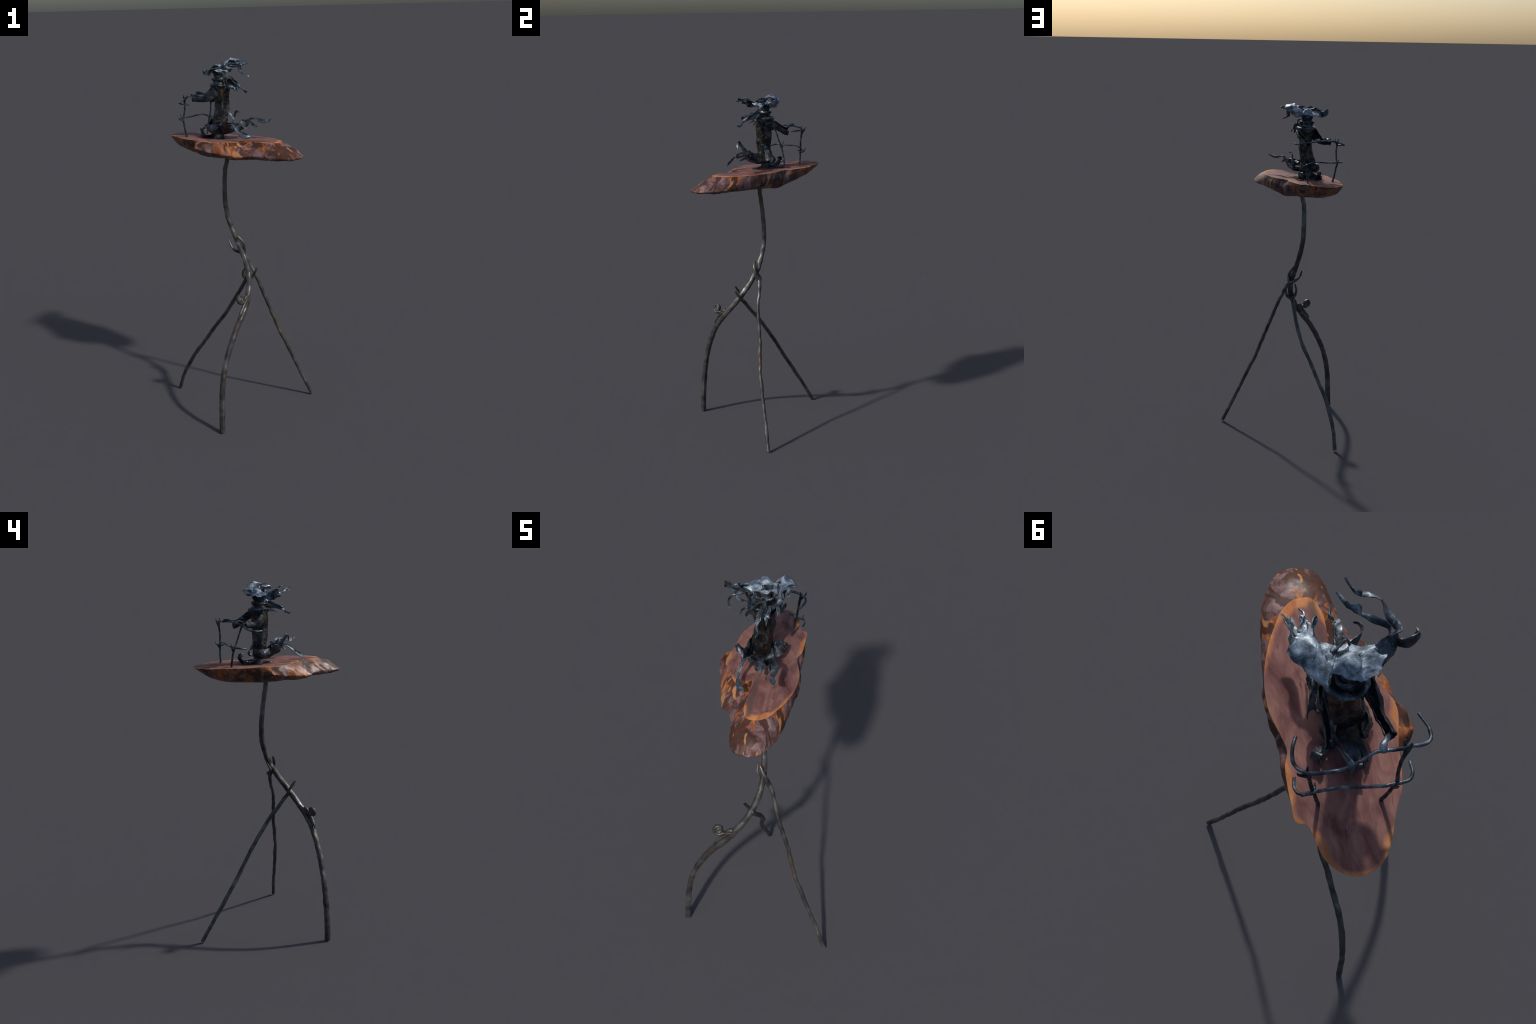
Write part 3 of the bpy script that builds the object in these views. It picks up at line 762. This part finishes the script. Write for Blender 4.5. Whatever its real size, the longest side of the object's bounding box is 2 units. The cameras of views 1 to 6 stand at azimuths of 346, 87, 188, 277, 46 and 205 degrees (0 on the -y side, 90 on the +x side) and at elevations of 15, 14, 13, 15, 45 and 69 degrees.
scarf_ribbon([(-0.078, 0.006, 1.870), (-0.066, -0.006, 1.856), (-0.054, -0.014, 1.842), (-0.047, -0.022, 1.832), (-0.043, -0.026, 1.824)],
             [0.026, 0.022, 0.014, 0.008, 0.002], side=(0.6, 0.5, 0.3), twist=(0, 0.2, 0.5, 0.8, 0.8), seed=3)
scarf_ribbon([(-0.082, 0.000, 1.864), (-0.078, -0.020, 1.852), (-0.072, -0.036, 1.844), (-0.066, -0.053, 1.834)],
             [0.022, 0.014, 0.009, 0.002], side=(0.7, 0.3, 0.4), seed=4)
scarf_ribbon([(-0.104, 0.004, 1.896), (-0.108, -0.030, 1.884), (-0.110, -0.056, 1.874), (-0.107, -0.078, 1.868), (-0.094, -0.088, 1.866), (-0.083, -0.088, 1.862)],
             [0.022, 0.020, 0.014, 0.012, 0.011, 0.008], side=(0.8, 0, 0.5), twist=(0, 0.5, 1.0, 1.2, 0.8, 0.4), seed=5)
scarf_ribbon([(-0.080, 0.012, 1.880), (-0.062, 0.000, 1.872), (-0.050, -0.010, 1.862), (-0.040, -0.006, 1.856)],
             [0.026, 0.022, 0.014, 0.004], side=(0.2, 0.6, 0.6), seed=6)

# ------------------------------------------------------------------ head and hat
hx, hy = -0.130, 0.045
head = flare("head", (hx, hy), [(0.024, 0.026, 1.888), (0.026, 0.029, 1.904), (0.031, 0.034, 1.918), (0.034, 0.036, 1.929), (0.024, 0.026, 1.936), (0.002, 0.002, 1.938)],
             4.0, (0.03, 3, 0.4, 0, 0), root, IRON_DARK)

# brim outline (x, y, z) seen from above, counter-clockwise from the face opening
BRIM = [(-0.098, 0.090, 1.944), (-0.090, 0.076, 1.950), (-0.084, 0.052, 1.946), (-0.084, 0.030, 1.938), (-0.098, 0.012, 1.935), (-0.126, 0.000, 1.934),
        (-0.150, -0.012, 1.937), (-0.172, -0.024, 1.942), (-0.188, -0.018, 1.936), (-0.192, 0.010, 1.936), (-0.197, 0.038, 1.936), (-0.188, 0.058, 1.934),
        (-0.170, 0.072, 1.938), (-0.146, 0.081, 1.934), (-0.122, 0.084, 1.938)]
ns = 96
rim = spline(BRIM, ns, True)
crown_c = np.array((-0.131, 0.059, 1.970))
G = np.zeros((18, ns + 1, 3))
for i in range(18):
    t = i / 17
    for j in range(ns + 1):
        r = rim[j % ns]
        d = r - crown_c
        # dome in the middle, then a dented brim
        rr = 0.006 + 0.994 * t
        p = crown_c + d * np.array((rr, rr, 0))
        rad = math.hypot(p[0] - crown_c[0], p[1] - crown_c[1])
        dome = 1.972 - 0.022 * min(1.0, (rad / 0.028)) ** 2.4
        p[2] = dome if t < 0.45 else dome * (1 - (t - 0.45) / 0.55) + r[2] * ((t - 0.45) / 0.55)
        p[2] += 0.004 * math.sin(j / ns * 2 * math.pi * 7 + 0.8) * max(0, t - 0.55) / 0.45
        G[i, j] = p
G = crease(G.reshape(-1, 3), 0.0032, 46, 5.0).reshape(G.shape)
G[:, -1] = G[:, 0]
hat = make("hat", *sheet(G, 0.003), IRON_HAT, root, 50)
make("hat_plug", *tube([crown_c + np.array((0, 0, -0.010)), crown_c + np.array((0, 0, -0.0005))], [0.006, 0.005], n=4, sides=12), IRON_HAT, hat)

# the part of the brim that the wind has thrown up and rolled over
make("hat_flap", *patch([
    [(-0.106, 0.092, 1.942), (-0.114, 0.122, 1.946), (-0.114, 0.134, 1.957), (-0.108, 0.114, 1.966), (-0.100, 0.086, 1.958)],
    [(-0.070, 0.074, 1.928), (-0.078, 0.110, 1.928), (-0.076, 0.128, 1.958), (-0.070, 0.106, 1.988), (-0.068, 0.066, 1.986)],
    [(-0.050, 0.082, 1.946), (-0.046, 0.108, 1.950), (-0.046, 0.116, 1.976), (-0.058, 0.084, 2.000), (-0.040, 0.048, 1.988)],
    [(-0.022, 0.084, 1.966), (-0.012, 0.100, 1.972), (-0.004, 0.096, 1.984), (-0.012, 0.072, 1.991), (-0.012, 0.042, 1.986)]],
    24, 22, 0.003, 0.005, 46, 2.0), IRON_HAT, hat)
make("hat_flap", *patch([
    [(-0.100, 0.080, 1.954), (-0.086, 0.074, 1.942), (-0.070, 0.076, 1.932)],
    [(-0.094, 0.056, 1.956), (-0.072, 0.054, 1.950), (-0.050, 0.060, 1.944)],
    [(-0.092, 0.034, 1.948), (-0.070, 0.030, 1.948), (-0.044, 0.042, 1.950)]], 20, 18, 0.003, 0.003, 50, 9.0), IRON_HAT, hat)

# west side: brim gathered into a knot with a roll of sheet
make("hat_flap", *patch([
    [(-0.160, -0.010, 1.952), (-0.178, -0.002, 1.942), (-0.190, 0.010, 1.932), (-0.194, 0.020, 1.924)],
    [(-0.176, -0.036, 1.960), (-0.190, -0.030, 1.946), (-0.198, -0.022, 1.930), (-0.200, -0.014, 1.920)],
    [(-0.188, -0.056, 1.960), (-0.198, -0.052, 1.945), (-0.202, -0.046, 1.928), (-0.200, -0.042, 1.916)]], 20, 18, 0.003, 0.003, 50, 3.0), IRON_RIBBON, hat)
make("hat_flap", *patch([
    [(-0.186, -0.046, 1.956), (-0.192, -0.050, 1.938), (-0.196, -0.048, 1.920)],
    [(-0.206, -0.050, 1.950), (-0.208, -0.050, 1.932), (-0.208, -0.048, 1.916)],
    [(-0.224, -0.056, 1.962), (-0.228, -0.054, 1.944), (-0.226, -0.050, 1.926)],
    [(-0.232, -0.072, 1.964), (-0.240, -0.070, 1.952), (-0.236, -0.066, 1.936)],
    [(-0.224, -0.084, 1.958), (-0.228, -0.082, 1.948), (-0.226, -0.080, 1.938)]], 30, 16, 0.003, 0.002, 50, 3.5), IRON_RIBBON, hat)

def hat_ribbon(path, w, **k):
    return make("ribbon", *ribbon(path, [x * 1.4 for x in w], **k), IRON_RIBBON, hat, 24)
hat_ribbon([(-0.178, -0.036, 1.948), (-0.190, -0.058, 1.950), (-0.186, -0.070, 1.954), (-0.164, -0.084, 1.960), (-0.135, -0.103, 1.975), (-0.107, -0.112, 1.966), (-0.068, -0.104, 1.966), (-0.039, -0.121, 1.974)],
           [0.024, 0.018, 0.013, 0.015, 0.008, 0.010, 0.007, 0.004], side=(0.3, 0.5, 0.8), twist=(0, 0.4, 1.2, 2.0, 2.9, 2.2, 1.2, 1.6), seed=1)
hat_ribbon([(-0.182, -0.040, 1.952), (-0.170, -0.056, 1.962), (-0.137, -0.058, 1.961), (-0.107, -0.054, 1.970), (-0.092, -0.058, 1.977), (-0.074, -0.058, 1.976), (-0.039, -0.074, 1.983)],
           [0.020, 0.016, 0.013, 0.007, 0.015, 0.010, 0.004], side=(0.3, 0.6, 0.7), twist=(0, 0.7, 1.6, 2.4, 1.5, 1.0, 2.0), seed=2)
hat_ribbon([(-0.030, 0.052, 1.975), (-0.015, 0.036, 1.946), (-0.015, 0.016, 1.928), (-0.006, 0.002, 1.920), (0.003, -0.006, 1.916), (0.025, -0.025, 1.907)],
           [0.020, 0.014, 0.013, 0.009, 0.012, 0.005], side=(0.3, 0.6, 0.4), twist=(0, 0.2, 0.4, 0.6, 0.5, 0.3), seed=3)
hat_ribbon([(-0.014, 0.050, 1.987), (-0.006, 0.022, 1.982), (0.004, 0.004, 1.978), (0.020, -0.003, 1.977)],
           [0.014, 0.009, 0.008, 0.002], side=(0.9, 0.3, 0), twist=(0, 0.8, 1.2, 1.2), seed=4)
hat_ribbon([(-0.010, 0.064, 1.988), (0.006, 0.048, 1.980), (0.020, 0.034, 1.976), (0.030, 0.022, 1.973)],
           [0.014, 0.012, 0.010, 0.008], side=(0.6, 0.6, 0.3), twist=(0, 0.3, 0.4, 0.4), seed=5)
hat_ribbon([(-0.046, 0.064, 1.978), (-0.042, 0.044, 1.966), (-0.028, 0.026, 1.964), (-0.022, 0.008, 1.968), (-0.021, -0.008, 1.964)],
           [0.018, 0.014, 0.010, 0.012, 0.007], side=(0.7, 0.4, 0.4), twist=(0, 0.5, 0.9, 0.6, 0.2), seed=6)
hat_ribbon([(-0.024, 0.052, 1.984), (-0.015, 0.024, 1.974), (-0.002, 0.014, 1.970), (0.012, 0.006, 1.968)],
           [0.016, 0.012, 0.015, 0.009], side=(0.7, 0.5, 0.2), twist=(0, 0.6, 0.4, 0.2), seed=7)
hat_ribbon([(-0.112, 0.014, 1.952), (-0.100, 0.012, 1.962), (-0.094, 0.030, 1.958), (-0.086, 0.050, 1.956)],
           [0.016, 0.014, 0.013, 0.010], side=(0.3, 0.2, 0.8), seed=8)
